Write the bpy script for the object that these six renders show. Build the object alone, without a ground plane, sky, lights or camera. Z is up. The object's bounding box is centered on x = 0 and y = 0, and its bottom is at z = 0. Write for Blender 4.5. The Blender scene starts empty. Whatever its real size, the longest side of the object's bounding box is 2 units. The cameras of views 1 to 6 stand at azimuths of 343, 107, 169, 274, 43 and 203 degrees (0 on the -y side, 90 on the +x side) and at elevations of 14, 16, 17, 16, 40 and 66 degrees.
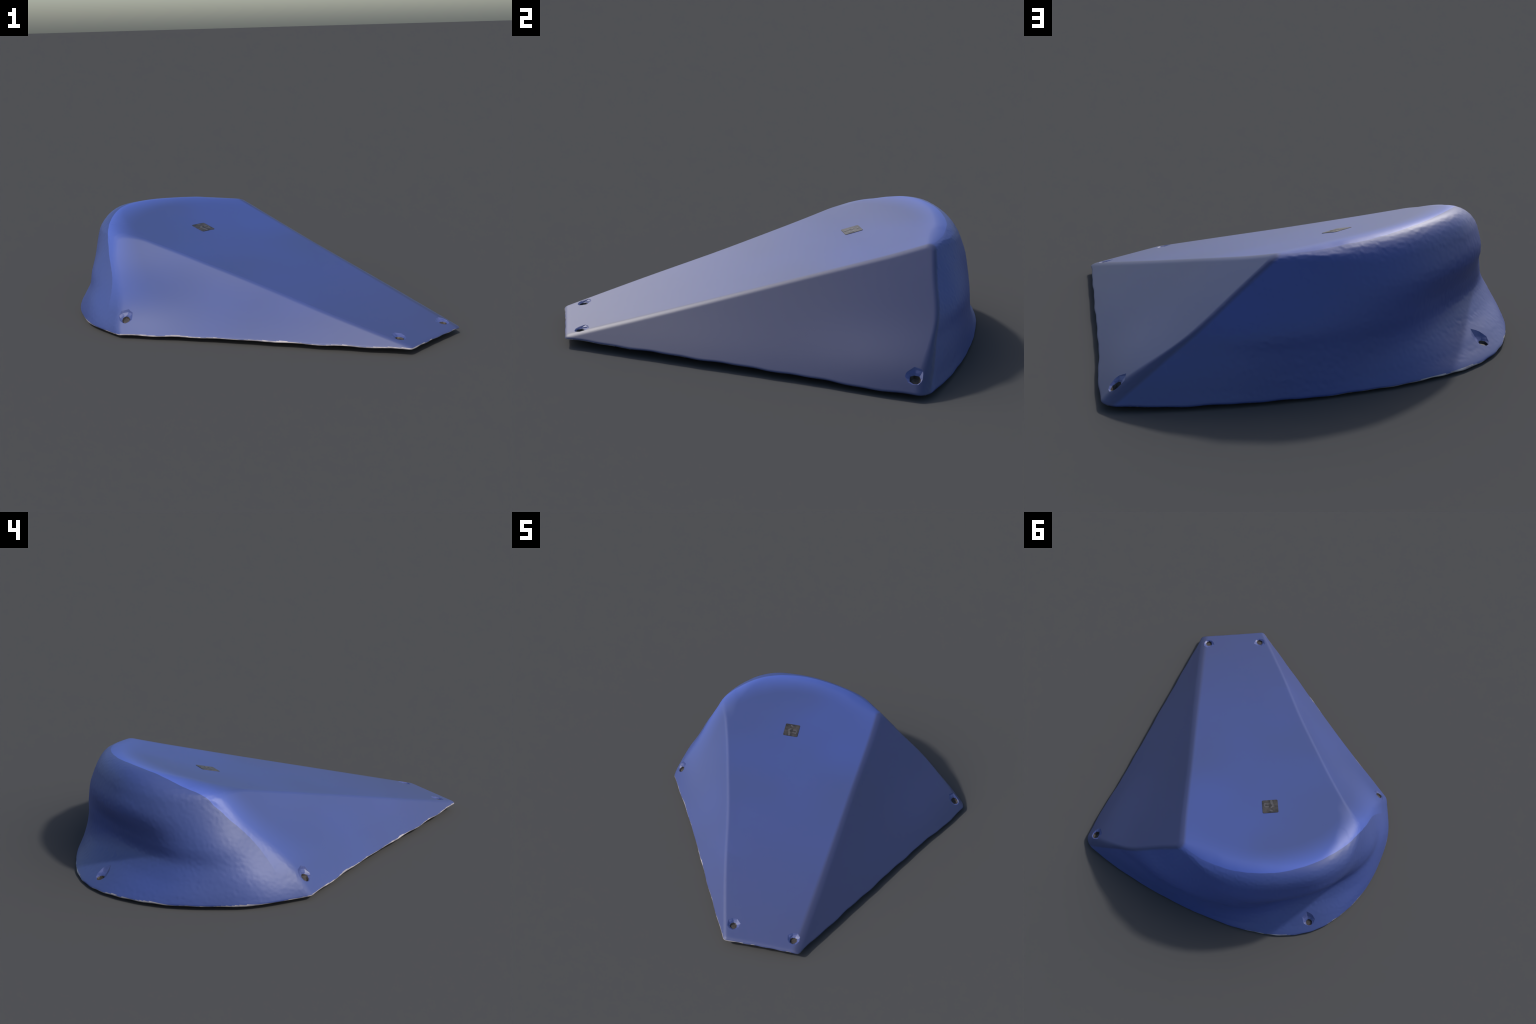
"""Blue moulded climbing volume: a wedge with a flat sloping face, two flat flanks,
a rounded, flared back, five counterbored screw holes and a small metal maker's plate."""
import math
import bpy
import bmesh
import numpy as np
from mathutils import Matrix, Vector, noise
from mathutils.kdtree import KDTree

SEED = 7
rng = np.random.default_rng(SEED)

# ------------------------------------------------------------------ shape rules
NOSE_LEFT = np.array([0.516, -1.006, 0.045])      # ends of the short front edge
NOSE_RIGHT = np.array([0.886, -0.795, 0.043])
SHOULDER_LEFT = np.array([-0.690, 0.225, 0.500])  # where ridge meets the rounded crest
SHOULDER_RIGHT = np.array([0.198, 0.782, 0.505])
CORNER_LEFT = np.array([-0.779, -0.195, 0.020])   # base corners
CORNER_RIGHT = np.array([0.864, 0.905, 0.020])
NOSE_MID = (NOSE_LEFT + NOSE_RIGHT) / 2
AXIS = np.array([-0.530, 0.848])                  # plan direction nose -> crest
CROSS = np.array([0.848, 0.530])

# Sections of the back wall, from the left base corner round to the right one:
# plan position at the foot, at the waist (z 0.25) and at the crest (z 0.5),
# share of the foot-to-waist inset reached at z 0.06, 0.12, 0.18
BACK = [
    # foot             waist            crest            flare
    ((-0.690, -0.365), (-0.670, -0.080), (-0.630, 0.130), (0.12, 0.37, 0.67)),
    ((-0.777, -0.188), (-0.741, 0.033), (-0.690, 0.224), (0.12, 0.37, 0.67)),
    ((-0.864, 0.000), (-0.793, 0.125), (-0.708, 0.282), (0.13, 0.37, 0.70)),
    ((-0.889, 0.200), (-0.816, 0.215), (-0.716, 0.339), (0.16, 0.45, 0.78)),
    ((-0.880, 0.400), (-0.793, 0.350), (-0.720, 0.412), (0.19, 0.54, 0.89)),
    ((-0.829, 0.590), (-0.737, 0.464), (-0.701, 0.497), (0.29, 0.71, 0.99)),
    ((-0.711, 0.785), (-0.633, 0.594), (-0.629, 0.620), (0.37, 0.80, 1.03)),
    ((-0.530, 0.910), (-0.484, 0.730), (-0.483, 0.735), (0.43, 0.83, 1.02)),
    ((-0.300, 0.978), (-0.287, 0.880), (-0.281, 0.828), (0.46, 0.84, 1.01)),
    ((0.000, 1.002), (0.000, 0.953), (-0.018, 0.856), (0.31, 0.61, 0.83)),
    ((0.350, 0.993), (0.300, 0.943), (0.145, 0.808), (0.26, 0.52, 0.77)),
    ((0.620, 0.960), (0.485, 0.888), (0.232, 0.778), (0.24, 0.48, 0.74)),
    ((0.883, 0.903), (0.620, 0.850), (0.315, 0.745), (0.22, 0.46, 0.72)),
    ((1.150, 0.820), (0.780, 0.780), (0.430, 0.690), (0.22, 0.46, 0.72)),
]
ROWS = np.array([-0.05, 0.0, 0.06, 0.12, 0.18, 0.25, 0.37, 0.50, 0.75])
HUB = np.array([0.02, 0.20])                      # plan centre that sees the whole back


def unit(v):
    return v / np.linalg.norm(v)


def plane(a, b, c, inside):
    n = unit(np.cross(b - a, c - a))
    if np.dot(inside - a, n) > 0:
        n = -n
    return n, float(np.dot(n, a))


INSIDE = np.array([0.0, 0.1, 0.15])
LEFT = plane(CORNER_LEFT, NOSE_LEFT, SHOULDER_LEFT, INSIDE)
RIGHT = plane(CORNER_RIGHT, NOSE_RIGHT, SHOULDER_RIGHT, INSIDE)
FRONT = plane(NOSE_LEFT, NOSE_RIGHT, NOSE_MID + np.array([0.05, -0.09, -0.20]), INSIDE)


def step(t):
    t = np.clip(t, 0, 1)
    return t * t * (3 - 2 * t)


def spline(x, y, q):
    """Shape-preserving cubic through (x, y) at q, straight beyond the ends."""
    h, d = np.diff(x), np.diff(y) / np.diff(x)
    m = np.empty_like(y)
    m[0], m[-1] = d[0], d[-1]
    w1, w2 = 2 * h[1:] + h[:-1], h[1:] + 2 * h[:-1]
    # plain three-point slopes keep the outline round
    m[1:-1] = (h[1:] * d[:-1] + h[:-1] * d[1:]) / (h[1:] + h[:-1])
    qc = np.clip(q, x[0], x[-1])
    i = np.clip(np.searchsorted(x, qc) - 1, 0, len(h) - 1)
    t = (qc - x[i]) / h[i]
    out = ((1 + 2 * t) * (1 - t) ** 2 * y[i] + t * (1 - t) ** 2 * h[i] * m[i]
           + t * t * (3 - 2 * t) * y[i + 1] + t * t * (t - 1) * h[i] * m[i + 1])
    return out + (q - qc) * np.where(q < x[0], m[0], m[-1])


def smooth_rows():
    """Radius of the back wall round HUB, tabulated on a fine angle grid for every row."""
    foot = np.array([b[0] for b in BACK])
    waist = np.array([b[1] for b in BACK])
    crest = np.array([b[2] for b in BACK])
    flare = np.array([b[3] for b in BACK])
    rows = [foot + (foot - waist) * 0.02, foot]
    rows += [foot + (waist - foot) * flare[:, k:k + 1] for k in range(3)]
    push = np.array([0, 0, -3, -4, 3, 19, 35, 38, 22, 8, 4, 0, 0, 0])[:, None] * 0.001
    away = (foot - HUB) / np.linalg.norm(foot - HUB, axis=1)[:, None]
    brow = waist + (crest - waist) * 0.48 + away * push          # the wall swells again under the crest
    rows += [waist, brow, crest, crest + (crest - waist) * 0.9]
    # angle measured clockwise from the left corner over the back, so it always grows
    grid = np.linspace(-0.7, 3.9, 700)
    table, first, last = [], 9.0, -9.0
    for r in rows:
        d = r - HUB
        ang = (math.pi - np.arctan2(d[:, 1], d[:, 0])) % (2 * math.pi)
        ang = np.where(ang > 5.0, ang - 2 * math.pi, ang) 
        rad = np.hypot(d[:, 0], d[:, 1])
        v = spline(ang, rad, np.clip(grid, ang[0], ang[-1]))
        k = np.hanning(31)
        v = np.convolve(np.pad(v, 15, mode="edge"), k / k.sum(), mode="valid")
        table.append(v)
        first, last = min(first, ang[0]), max(last, ang[-1])
    return grid, np.array(table), first, last


GRID, TABLE, FIRST, LAST = smooth_rows()


SLOPE = np.gradient(TABLE, GRID, axis=1)


def wall(p):
    """Distance outside the back wall, a cubic through the rows in z."""
    d = p[..., :2] - HUB
    ang = (math.pi - np.arctan2(d[..., 1], d[..., 0])) % (2 * math.pi)
    ang = np.where(ang > 5.0, ang - 2 * math.pi, ang)
    rad = np.hypot(d[..., 0], d[..., 1])
    u = np.clip((ang - GRID[0]) / (GRID[1] - GRID[0]), 0, len(GRID) - 1.001)
    i = u.astype(int)
    f = u - i
    z = np.clip(p[..., 2], ROWS[0], ROWS[-1] - 1e-6)
    h = np.diff(ROWS)
    k = np.clip(np.searchsorted(ROWS, z, side="right") - 1, 0, len(h) - 1)
    hk, t = h[k], (z - ROWS[k]) / h[k]

    def column(j):
        j = np.clip(j, 0, len(ROWS) - 1)
        return TABLE[j, i] * (1 - f) + TABLE[j, i + 1] * f

    before, low, high, after = column(k - 1), column(k), column(k + 1), column(k + 2)
    h0, h2 = h[np.maximum(k - 1, 0)], h[np.minimum(k + 1, len(h) - 1)]
    dm = (high - low) / hk
    m0 = np.where(k > 0, (hk * (low - before) / h0 + h0 * dm) / (hk + h0), dm)
    m1 = np.where(k < len(h) - 1, (h2 * dm + hk * (after - high) / h2) / (hk + h2), dm)
    r = ((1 + 2 * t) * (1 - t) ** 2 * low + t * (1 - t) ** 2 * hk * m0
         + t * t * (3 - 2 * t) * high + t * t * (t - 1) * hk * m1)
    steep = np.sqrt(1 + (SLOPE[k, i] / r) ** 2 + dm * dm)
    # the wall belongs to the back only: let it fall away towards the nose
    beyond = np.maximum(FIRST - ang, 0) + np.maximum(ang - LAST, 0)
    return (rad - r) / steep - 1.6 * beyond


def face_top(p):
    d = p[..., :2] - NOSE_MID[:2]
    a, s = d @ AXIS, d @ CROSS
    along = np.clip(a / 1.66, 0, 1.4)
    z = 0.0475 + 0.2600 * a + 0.040 * s * s * along + 0.007 * step((a - 1.45) / 0.40)
    return (p[..., 2] - z) / 1.034


def rim_height(x, y):
    """Uneven lower edge: the piece stands a little higher at the nose."""
    base = 0.0228 - 0.0095 * y + 0.0050 * x - 0.006 * step((y - 0.45) / 0.5) + 0.008 * np.exp(-((x - 0.86) ** 2 + (y - 0.9) ** 2) / 0.03)
    wob = 0.75 * (0.0018 * np.sin(9.0 * x + 4.0 * y) + 0.0014 * np.sin(23.0 * x - 17.0 * y + 1.0)
           + 0.0011 * np.sin(51.0 * x + 38.0 * y + 2.0))
    return base + wob


def round_max(a, b, r):
    u, v = np.maximum(r + a, 0), np.maximum(r + b, 0)
    return np.minimum(-r, np.maximum(a, b)) + np.hypot(u, v)


def crest_radius(p):
    """The roll over the crest is wide in the middle and tightens to each shoulder."""
    s = (p[..., :2] - NOSE_MID[:2]) @ CROSS
    return 0.024 + 0.089 * step((s + 0.72) / 0.26) * step((0.52 - s) / 0.36)


def swell(p, centre, size):
    return np.exp(-(((p - np.array(centre)) / np.array(size)) ** 2).sum(-1))


def flank_left(p):
    """Nearly flat: a little hollow under the long ridge, full near the base corner."""
    return (p @ LEFT[0] - LEFT[1] + 0.016 * swell(p, (-0.10, -0.36, 0.28), (0.40, 0.40, 0.20))
            + 0.011 * swell(p, (-0.45, -0.05, 0.34), (0.28, 0.28, 0.18))
            - 0.023 * swell(p, (-0.79, -0.14, 0.14), (0.32, 0.32, 0.13)))


def flank_right(p):
    return (p @ RIGHT[0] - RIGHT[1] - 0.021 * swell(p, (0.82, 0.80, 0.10), (0.28, 0.36, 0.13))
            - 0.006 * swell(p, (0.88, 0.00, 0.03), (0.20, 0.50, 0.15))
            + 0.004 * swell(p, (0.45, 0.25, 0.34), (0.30, 0.40, 0.20)))


def body(p):
    top, back = face_top(p), wall(p)
    left = flank_left(p)
    right = flank_right(p)
    front = p @ FRONT[0] - FRONT[1]
    f = round_max(top, back, crest_radius(p))
    f = round_max(f, left, 0.010)
    f = round_max(f, right, 0.010 + 0.035 * step((0.22 - p[..., 2]) / 0.2) * step((p[..., 1] - 0.5) / 0.2))
    return round_max(f, front, 0.012)


def solid(p):
    return round_max(body(p), rim_height(p[..., 0], p[..., 1]) - p[..., 2], 0.011)


ORIGIN = np.array([0.05, 0.12, 0.14])


def cast(direction, field=solid, far=1.9, steps=24):
    lo, hi = np.zeros(direction.shape[:-1]), np.full(direction.shape[:-1], far)
    for _ in range(steps):
        mid = (lo + hi) / 2
        out = field(ORIGIN + direction * mid[..., None]) > 0
        hi, lo = np.where(out, mid, hi), np.where(out, lo, mid)
    return ORIGIN + direction * ((lo + hi) / 2)[..., None]


def turn(azimuth, tilt):
    a, t = np.broadcast_arrays(azimuth, tilt)
    return np.stack([np.cos(a) * np.sin(t), np.sin(a) * np.sin(t), np.cos(t)], -1)


def even(points, q, bend=1.5):
    """Parameter values that space a polyline evenly, denser where it bends."""
    seg = np.linalg.norm(np.diff(points, axis=0), axis=1)
    t = np.diff(points, axis=0) / np.maximum(seg, 1e-9)[:, None]
    turn_ = np.concatenate([[0], np.linalg.norm(np.diff(t, axis=0), axis=1)])
    k = np.hanning(15)
    turn_ = np.convolve(turn_, k / k.sum(), mode="same") * 15 * 0.02
    c = np.concatenate([[0], np.cumsum(seg + turn_ * bend * 0.05)])
    return np.interp(q, c / c[-1], np.linspace(0, 1, len(points)))


def build_body_mesh(around=900, up=330):
    # plan azimuths, even along the outline
    az = np.linspace(0, 2 * math.pi, 1601)
    outline = cast(turn(az, np.full_like(az, math.radians(93))))
    azimuth = even(outline, np.linspace(0, 1, around + 1))[:-1] * 2 * math.pi
    # profile for every azimuth, from straight up to straight down
    tilt = np.linspace(1e-4, math.radians(150), 420)
    coarse = azimuth[::4]
    prof = cast(turn(coarse[:, None], tilt[None, :]), steps=18)
    q = np.linspace(0, 1, up)
    few = np.array([even(line, q) for line in prof])
    k = np.array([1.0, 2.0, 3.0, 2.0, 1.0]) / 9
    few = sum(w * np.roll(few, j - 2, axis=0) for j, w in enumerate(k))
    cols = np.repeat(few, 4, axis=0)
    blend = (np.arange(around) % 4 / 4)[:, None]
    cols = cols * (1 - blend) + np.roll(cols, -4, axis=0) * blend
    tilts = tilt[0] + cols * (tilt[-1] - tilt[0])
    pts = cast(turn(azimuth[:, None], tilts))
    return pts


def mesh_from_grid(name, pts):
    n, m = pts.shape[:2]
    top = pts[:, 0].mean(0)
    low = pts[:, -1].mean(0)
    verts = np.concatenate([pts[:, 1:].reshape(-1, 3), [top, low]])
    w = m - 1
    faces = []
    idx = np.arange(n * w).reshape(n, w)
    nxt = np.roll(idx, -1, axis=0)
    quads = np.stack([idx[:, :-1], idx[:, 1:], nxt[:, 1:], nxt[:, :-1]], -1).reshape(-1, 4)
    faces = quads.tolist()
    for i in range(n):
        faces.append((n * w, int(idx[i, 0]), int(nxt[i, 0])))
        faces.append((int(idx[i, -1]), n * w + 1, int(nxt[i, -1])))
    me = bpy.data.meshes.new(name)
    me.from_pydata(verts.tolist(), [], faces)
    me.update()
    return me


# ------------------------------------------------------------------ materials
def new_material(name):
    mat = bpy.data.materials.new(name)
    mat.use_nodes = True
    nt = mat.node_tree
    return mat, nt, nt.nodes["Principled BSDF"]


def node(nt, kind, **inputs):
    n = nt.nodes.new(kind)
    for k, v in inputs.items():
        n.inputs[k].default_value = v
    return n


def math_node(nt, op, a, b=None, clamp=False):
    n = nt.nodes.new("ShaderNodeMath")
    n.operation, n.use_clamp = op, clamp
    for k, v in enumerate((a, b)):
        if v is None:
            continue
        if isinstance(v, (int, float)):
            n.inputs[k].default_value = v
        else:
            nt.links.new(v, n.inputs[k])
    return n.outputs[0]


def ramp_node(nt, fac, *stops):
    n = nt.nodes.new("ShaderNodeValToRGB")
    n.color_ramp.interpolation = "EASE"
    el = n.color_ramp.elements
    while len(el) < len(stops):
        el.new(0.5)
    for e, (pos, col) in zip(el, stops):
        e.position, e.color = pos, (*col, 1) if len(col) == 3 else col
    nt.links.new(fac, n.inputs["Fac"])
    return n.outputs["Color"]


def mix_node(nt, fac, a, b, kind="MIX"):
    n = nt.nodes.new("ShaderNodeMix")
    n.data_type, n.blend_type = "RGBA", kind
    for socket, v in ((n.inputs["Factor"], fac), (n.inputs["A"], a), (n.inputs["B"], b)):
        if isinstance(v, (int, float)):
            socket.default_value = v
        elif isinstance(v, tuple):
            socket.default_value = (*v, 1)
        else:
            nt.links.new(v, socket)
    return n.outputs["Result"]


CREST_CENTRE, CREST_RADIUS = (-0.016, 0.096), 0.714    # plan circle bounding the highlight painted on the crest


def blue_material():
    """Pigmented gelcoat: crest highlight painted in, right flank toned down for shade, greyer nose."""
    mat, nt, bsdf = new_material("blue_gelcoat")
    L = nt.links.new
    co = nt.nodes.new("ShaderNodeTexCoord").outputs["Object"]
    xyz = nt.nodes.new("ShaderNodeSeparateXYZ")
    L(co, xyz.inputs[0])
    x, y, z = xyz.outputs
    cloud = node(nt, "ShaderNodeTexNoise", Scale=1.6, Detail=1.5, Roughness=0.4)
    L(co, cloud.inputs["Vector"])
    base = ramp_node(nt, cloud.outputs["Fac"], (0.30, (0.046, 0.070, 0.212)), (0.70, (0.046, 0.075, 0.262)))
    # chalk from many feet lies towards the nose
    along = math_node(nt, "ADD", math_node(nt, "MULTIPLY", x, 0.53), math_node(nt, "MULTIPLY", y, -0.848))
    dusty = math_node(nt, "MULTIPLY", math_node(nt, "DIVIDE", math_node(nt, "ADD", along, 0.25), 1.4, True), math_node(nt, "ADD", cloud.outputs["Fac"], 0.1))
    base = mix_node(nt, dusty, base, (0.050, 0.060, 0.140))
    # scan's bright crest glow mixed into the base colour, cut off at the circle
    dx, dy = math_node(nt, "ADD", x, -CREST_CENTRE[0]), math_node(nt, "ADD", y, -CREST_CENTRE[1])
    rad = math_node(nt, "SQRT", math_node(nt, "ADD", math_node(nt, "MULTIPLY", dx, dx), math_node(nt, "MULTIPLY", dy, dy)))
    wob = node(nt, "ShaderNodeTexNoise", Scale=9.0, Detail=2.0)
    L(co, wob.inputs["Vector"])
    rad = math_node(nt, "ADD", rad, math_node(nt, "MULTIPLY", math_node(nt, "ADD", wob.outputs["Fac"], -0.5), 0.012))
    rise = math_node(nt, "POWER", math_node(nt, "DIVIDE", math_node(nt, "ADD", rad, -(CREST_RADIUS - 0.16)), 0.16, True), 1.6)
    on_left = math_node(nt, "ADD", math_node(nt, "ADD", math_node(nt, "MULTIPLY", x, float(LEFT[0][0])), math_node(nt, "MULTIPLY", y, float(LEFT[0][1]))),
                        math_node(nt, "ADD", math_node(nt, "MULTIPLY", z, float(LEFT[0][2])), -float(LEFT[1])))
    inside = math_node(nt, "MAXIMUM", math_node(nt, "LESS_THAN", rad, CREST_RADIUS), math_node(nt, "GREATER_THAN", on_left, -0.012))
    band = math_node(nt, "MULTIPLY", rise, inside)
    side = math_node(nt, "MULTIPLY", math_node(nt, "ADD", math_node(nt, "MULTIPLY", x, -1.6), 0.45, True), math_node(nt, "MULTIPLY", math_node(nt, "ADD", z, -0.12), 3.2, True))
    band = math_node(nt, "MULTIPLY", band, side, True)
    col = mix_node(nt, math_node(nt, "MULTIPLY", band, PAINTED_GLOW), base, (0.115, 0.205, 0.80))
    # right flank colour darkened and greyed after the scan's baked shading
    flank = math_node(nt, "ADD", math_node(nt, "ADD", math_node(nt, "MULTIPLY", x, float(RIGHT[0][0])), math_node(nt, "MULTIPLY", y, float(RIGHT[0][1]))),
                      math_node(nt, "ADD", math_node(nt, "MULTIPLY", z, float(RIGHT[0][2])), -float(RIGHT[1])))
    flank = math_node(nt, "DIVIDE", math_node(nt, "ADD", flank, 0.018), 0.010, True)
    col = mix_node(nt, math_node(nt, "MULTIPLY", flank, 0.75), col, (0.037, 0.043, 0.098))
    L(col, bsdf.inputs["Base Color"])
    bsdf.inputs["Roughness"].default_value = 0.5
    grain = node(nt, "ShaderNodeTexNoise", Scale=260.0, Detail=2.0)
    L(co, grain.inputs["Vector"])
    bump = node(nt, "ShaderNodeBump", Strength=0.08, Distance=0.002)
    L(grain.outputs["Fac"], bump.inputs["Height"])
    L(bump.outputs["Normal"], bsdf.inputs["Normal"])
    return mat


PAINTED_GLOW = 0.38


def simple(name, dark, light, scale=30.0, rough=0.5, metal=0.0, bump=0.0):
    mat, nt, bsdf = new_material(name)
    co = nt.nodes.new("ShaderNodeTexCoord").outputs["Object"]
    n = node(nt, "ShaderNodeTexNoise", Scale=scale, Detail=4.0)
    nt.links.new(co, n.inputs["Vector"])
    nt.links.new(ramp_node(nt, n.outputs["Fac"], (0.3, dark), (0.7, light)), bsdf.inputs["Base Color"])
    bsdf.inputs["Roughness"].default_value, bsdf.inputs["Metallic"].default_value = rough, metal
    if bump:
        b = node(nt, "ShaderNodeBump", Strength=bump, Distance=0.003)
        nt.links.new(n.outputs["Fac"], b.inputs["Height"])
        nt.links.new(b.outputs["Normal"], bsdf.inputs["Normal"])
    return mat


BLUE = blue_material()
EDGE = simple("raw_laminate_edge", (0.20, 0.19, 0.23), (0.46, 0.42, 0.43), 22.0, 0.6, bump=0.3)
PIT = simple("pit_wall", (0.046, 0.068, 0.21), (0.075, 0.095, 0.25), 40.0, 0.45)
BORE = simple("dark_bore", (0.016, 0.014, 0.015), (0.062, 0.052, 0.046), 60.0, 0.6)
PLATE = simple("grey_label", (0.013, 0.012, 0.012), (0.056, 0.048, 0.043), 38.0, 0.45, bump=0.4)
PRINT = simple("pale_label_print", (0.062, 0.058, 0.060), (0.092, 0.085, 0.086), 60.0, 0.45)


def link(ob, parent=None):
    bpy.context.scene.collection.objects.link(ob)
    if parent:
        ob.parent = parent
    return ob


def facet_back(pts):
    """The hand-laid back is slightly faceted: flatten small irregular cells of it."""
    flat = pts.reshape(-1, 3)
    on_back = (wall(flat) > -0.14) & (flank_left(flat) < -0.003) & (flank_right(flat) < -0.006) & (flat[:, 2] > 0.030)
    on_back &= face_top(flat) < -0.004
    ids = np.nonzero(on_back)[0]
    seeds, cell = {}, 0.022
    for i in rng.permutation(ids):
        key = tuple(np.floor(flat[i] / cell).astype(int))
        seeds.setdefault(key, i)
    chosen = flat[list(seeds.values())]
    e = 0.008
    grad = np.stack([body(chosen + np.eye(3)[a] * e) - body(chosen - np.eye(3)[a] * e) for a in range(3)], -1)
    normal = grad / np.linalg.norm(grad, axis=1)[:, None]
    normal += rng.normal(0, 1, normal.shape) * (0.008 + 0.018 * step((-0.015 - face_top(chosen)) / 0.06))[:, None]
    normal /= np.linalg.norm(normal, axis=1)[:, None]
    tree = KDTree(len(chosen))
    for k, c in enumerate(chosen):
        tree.insert(c, k)
    tree.balance()
    near = np.array([tree.find(flat[i])[1] for i in ids])
    n, off = normal[near], flat[ids] - chosen[near]
    shift = (n * off).sum(1)
    shift -= np.bincount(near, shift, len(chosen))[near] / np.maximum(np.bincount(near, minlength=len(chosen))[near], 1)
    fade = step((-0.003 - face_top(flat[ids])) / 0.022)
    flat[ids] -= n * (np.clip(shift, -0.006, 0.006) * fade)[:, None]
    return flat.reshape(pts.shape)


def surface_at(x, y):
    lo, hi = 0.0, 0.7
    for _ in range(30):
        mid = (lo + hi) / 2
        if body(np.array([[x, y, mid]]))[0] > 0:
            hi = mid
        else:
            lo = mid
    return np.array([x, y, lo])


def normal_at(p):
    e = 0.01
    g = np.array([body((p + np.eye(3)[a] * e)[None])[0] - body((p - np.eye(3)[a] * e)[None])[0] for a in range(3)])
    return unit(g)


def frame_for(axis):
    side = unit(np.cross(axis, [0.3, 0.9, 0.1]))
    return side, np.cross(axis, side)


def hole_cutter(centre, axis, size, depth, n=9):
    """Counterbore: an uneven funnel that narrows to a straight bore."""
    u, v = frame_for(axis)
    rings = [(0.040, 2.30), (0.0015, 1.10), (-0.004, 0.80), (-0.009, 0.58), (-depth, 0.44)]
    verts, faces, spin = [], [], rng.uniform(0, 6.28)
    for h, k in rings:
        for i in range(n):
            a = spin + 2 * math.pi * (i + rng.uniform(-0.22, 0.22)) / n
            r = size * k * (1 + rng.uniform(-0.09, 0.09))
            verts.append(centre + axis * h + (u * math.cos(a) + v * math.sin(a)) * r)
    for k in range(len(rings) - 1):
        for i in range(n):
            j = (i + 1) % n
            faces.append((k * n + i, (k + 1) * n + i, (k + 1) * n + j, k * n + j))
    faces += [tuple(range(n)), tuple(range(len(rings) * n - 1, (len(rings) - 1) * n - 1, -1))]
    me = bpy.data.meshes.new("hole_cutter")
    me.from_pydata([tuple(q) for q in verts], [], faces)
    bm = bmesh.new()
    bm.from_mesh(me)
    bmesh.ops.recalc_face_normals(bm, faces=bm.faces)
    bm.to_mesh(me)
    bm.free()
    me.materials.append(PIT)
    me.materials.append(BORE)
    for f in me.polygons[(len(rings) - 2) * n:]:
        f.material_index = 1
    me.polygons[len(me.polygons) - 2].material_index = 0
    return bpy.data.objects.new("hole_cutter", me)


root = link(bpy.data.objects.new("climbing_volume", None))
root["label"] = "blue moulded wedge-shaped climbing wall volume with screw holes"
root["category"] = "climbing hold"

pts = facet_back(build_body_mesh())
me = mesh_from_grid("shell", pts)
for m in (BLUE, EDGE):
    me.materials.append(m)
centres = np.empty(len(me.polygons) * 3)
me.polygons.foreach_get("center", centres)
centres = centres.reshape(-1, 3)
low = centres[:, 2] < 0.09
ragged = np.zeros(len(centres))
ragged[low] = [noise.noise(Vector(c) * 7) + 0.3 * noise.noise(Vector(c) * 21) for c in centres[low]]
worn = np.clip(1.2 - 1.6 * (centres[:, 0] + 0.55 * centres[:, 1]), 0.1, 1)     # most wear along the left edge
pale = centres[:, 2] < rim_height(centres[:, 0], centres[:, 1]) + (0.0012 + 0.0062 * worn) + 0.007 * worn * ragged
me.polygons.foreach_set("material_index", pale.astype(np.int32))
me.polygons.foreach_set("use_smooth", np.ones(len(me.polygons), bool))
shell = link(bpy.data.objects.new("shell", me), root)

# plan position, opening radius, depth, and how far the axis leans to the surface normal
HOLES = [
    ((-0.712, -0.190), 0.036, 0.019, 0.70),
    ((0.498, -0.910), 0.036, 0.017, 0.50),
    ((0.817, -0.752), 0.036, 0.017, 0.50),
    ((0.826, 0.832), 0.042, 0.024, 0.75),
    ((-0.640, 0.766), 0.034, 0.018, 0.40),
]
for (x, y), size, depth, lean in HOLES:
    c = surface_at(x, y)
    axis = unit(lean * normal_at(c) + (1 - lean) * np.array([0, 0, 1.0]))
    cutter = link(hole_cutter(c, axis, size, depth))
    mod = shell.modifiers.new("bore", "BOOLEAN")
    mod.operation, mod.solver, mod.object, mod.material_mode = "DIFFERENCE", "EXACT", cutter, "TRANSFER"
graph = bpy.context.evaluated_depsgraph_get()
cut = bpy.data.meshes.new_from_object(shell.evaluated_get(graph), depsgraph=graph)
shell.modifiers.clear()
shell.data = cut
for ob in [o for o in bpy.data.objects if o.name.startswith("hole_cutter")]:
    bpy.data.objects.remove(ob)


def detach(name, test):
    """Move the faces that pass the test into an object of their own."""
    other = cut.copy()
    other.name = name
    for mesh, keep in ((cut, False), (other, True)):
        bm = bmesh.new()
        bm.from_mesh(mesh)
        gone = [f for f in bm.faces if test(f) != keep]
        bmesh.ops.delete(bm, geom=gone, context="FACES")
        bm.to_mesh(mesh)
        bm.free()
    return link(bpy.data.objects.new(name, other), root)


names = [m.name for m in cut.materials]
in_hole = {i for i, m in enumerate(names) if m.startswith(("pit_wall", "dark_bore"))}
for (x, y), size, depth, lean in HOLES:
    detach("screw_hole", lambda f: f.material_index in in_hole and math.hypot(f.calc_center_median().x - x, f.calc_center_median().y - y) < 0.15)
edge_slot = names.index("raw_laminate_edge")
detach("base_edge", lambda f: f.material_index == edge_slot)


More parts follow.
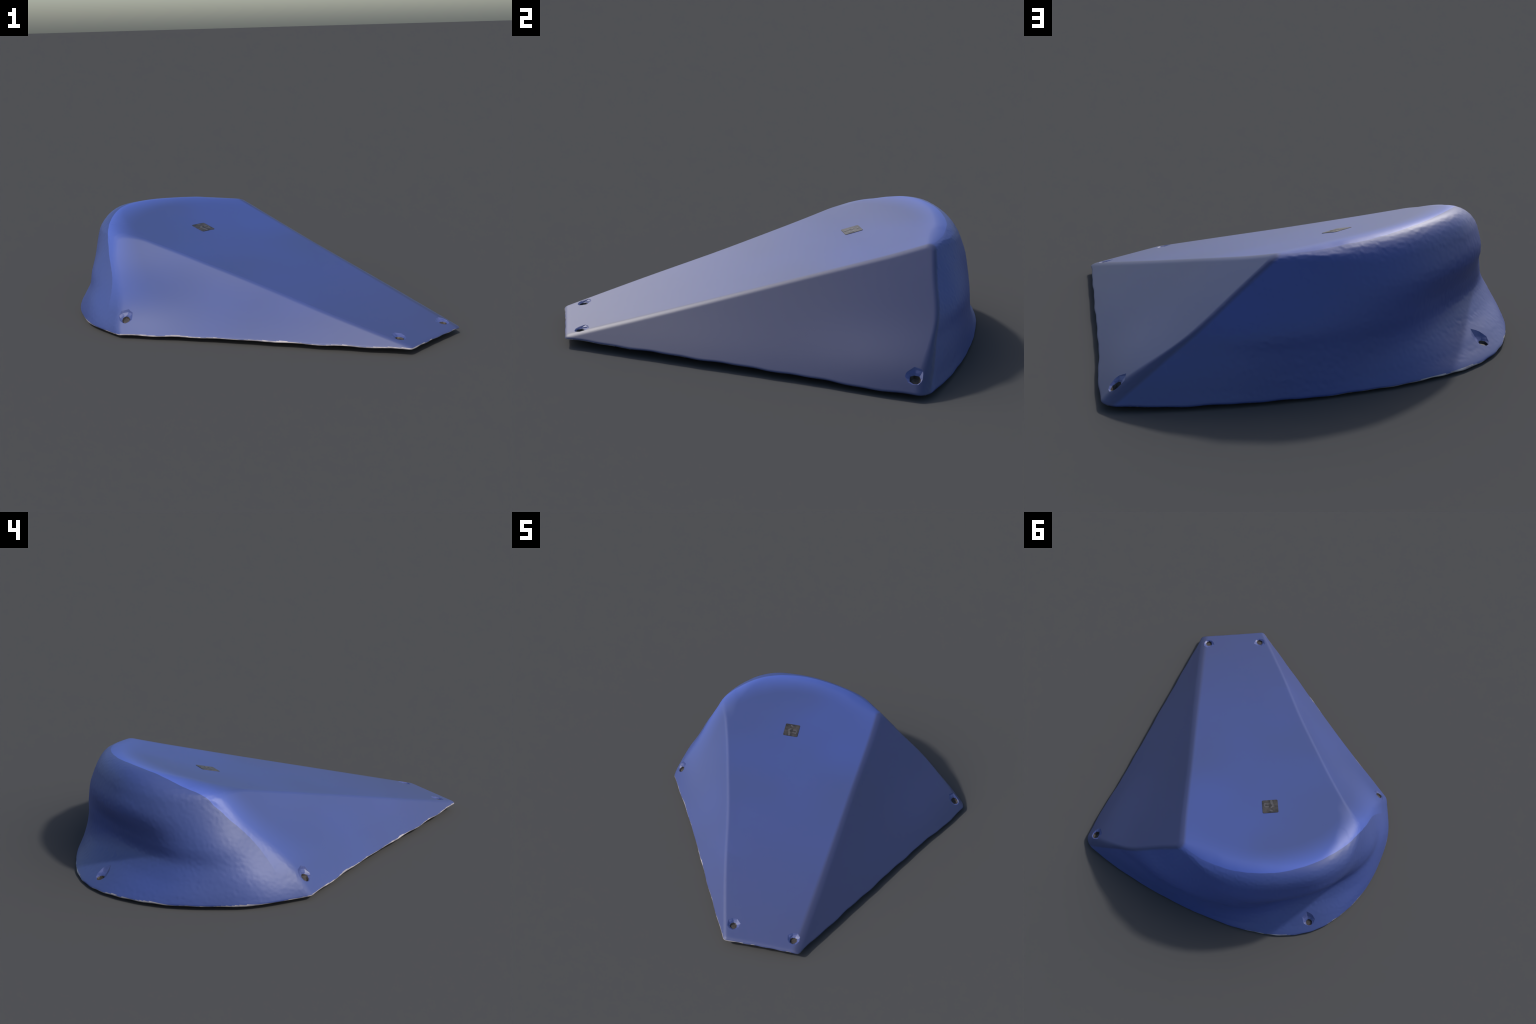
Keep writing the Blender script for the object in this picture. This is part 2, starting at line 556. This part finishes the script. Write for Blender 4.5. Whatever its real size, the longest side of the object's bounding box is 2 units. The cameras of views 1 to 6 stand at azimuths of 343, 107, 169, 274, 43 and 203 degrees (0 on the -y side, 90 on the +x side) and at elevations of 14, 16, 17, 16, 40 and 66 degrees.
# ------------------------------------------------------------------ label plate
def slab(name, outline, frame, low, high, material, bevel):
    bm = bmesh.new()
    rings = []
    for inset, h in ((0, low), (0, high - bevel), (bevel, high)):
        mid = np.mean(outline, axis=0)
        ring = []
        for q in outline:
            d = q - mid
            d = d * max(0.0, 1 - inset / (np.linalg.norm(d) + 1e-9))
            ring.append(bm.verts.new(frame @ Vector((*(mid + d), h))))
        rings.append(ring)
    n = len(outline)
    for lower, upper in zip(rings, rings[1:]):
        for i in range(n):
            bm.faces.new((lower[i], lower[(i + 1) % n], upper[(i + 1) % n], upper[i]))
    bm.faces.new(rings[-1])
    bm.faces.new(rings[0][::-1])
    mesh = bpy.data.meshes.new(name)
    bm.to_mesh(mesh)
    bm.free()
    mesh.materials.append(material)
    return bpy.data.objects.new(name, mesh)


def rounded_box(w, h, r, n=6):
    out = []
    for cx, cy, a0 in ((w - r, h - r, 0), (r - w, h - r, 90), (r - w, r - h, 180), (w - r, r - h, 270)):
        for i in range(n + 1):
            a = math.radians(a0 + 90 * i / n)
            out.append(np.array([cx + r * math.cos(a), cy + r * math.sin(a)]))
    return out


centre = surface_at(-0.157, 0.3125)
up = normal_at(centre)
ahead = np.array([-0.047, 0.085, 0.0256])
ahead = unit(ahead - up * np.dot(ahead, up))
across = np.cross(ahead, up)
frame = Matrix(((across[0], ahead[0], up[0], centre[0]), (across[1], ahead[1], up[1], centre[1]),
                (across[2], ahead[2], up[2], centre[2]), (0, 0, 0, 1)))
plate = link(slab("label_plate", rounded_box(0.0480, 0.0485, 0.008), frame, -0.006, 0.0022, PLATE, 0.0012), root)


def stroke(points, width):
    """A flat bar that follows a line."""
    p = np.array(points)
    t = np.gradient(p, axis=0)
    t /= np.linalg.norm(t, axis=1)[:, None]
    n = np.stack([-t[:, 1], t[:, 0]], -1) * width / 2
    return list(p - n) + list((p + n)[::-1])


# printed mark: one long bent stroke, a short foot, three stacked bars joined on one side
MARKS = [
    ([(-0.008, -0.046), (-0.011, -0.022), (-0.019, -0.004)], 0.013),
    ([(-0.021, -0.001), (-0.004, 0.011)], 0.009),
    ([(0.010, -0.018), (0.036, -0.022)], 0.011),
    ([(0.009, 0.003), (0.034, 0.002)], 0.010),
    ([(0.033, -0.016), (0.033, 0.000)], 0.007),
    ([(0.004, 0.030), (-0.012, 0.036)], 0.010),
]
for line, width in MARKS:
    link(slab("printed_mark", stroke(line, width), frame, 0.001, 0.0030, PRINT, 0.0004), plate)
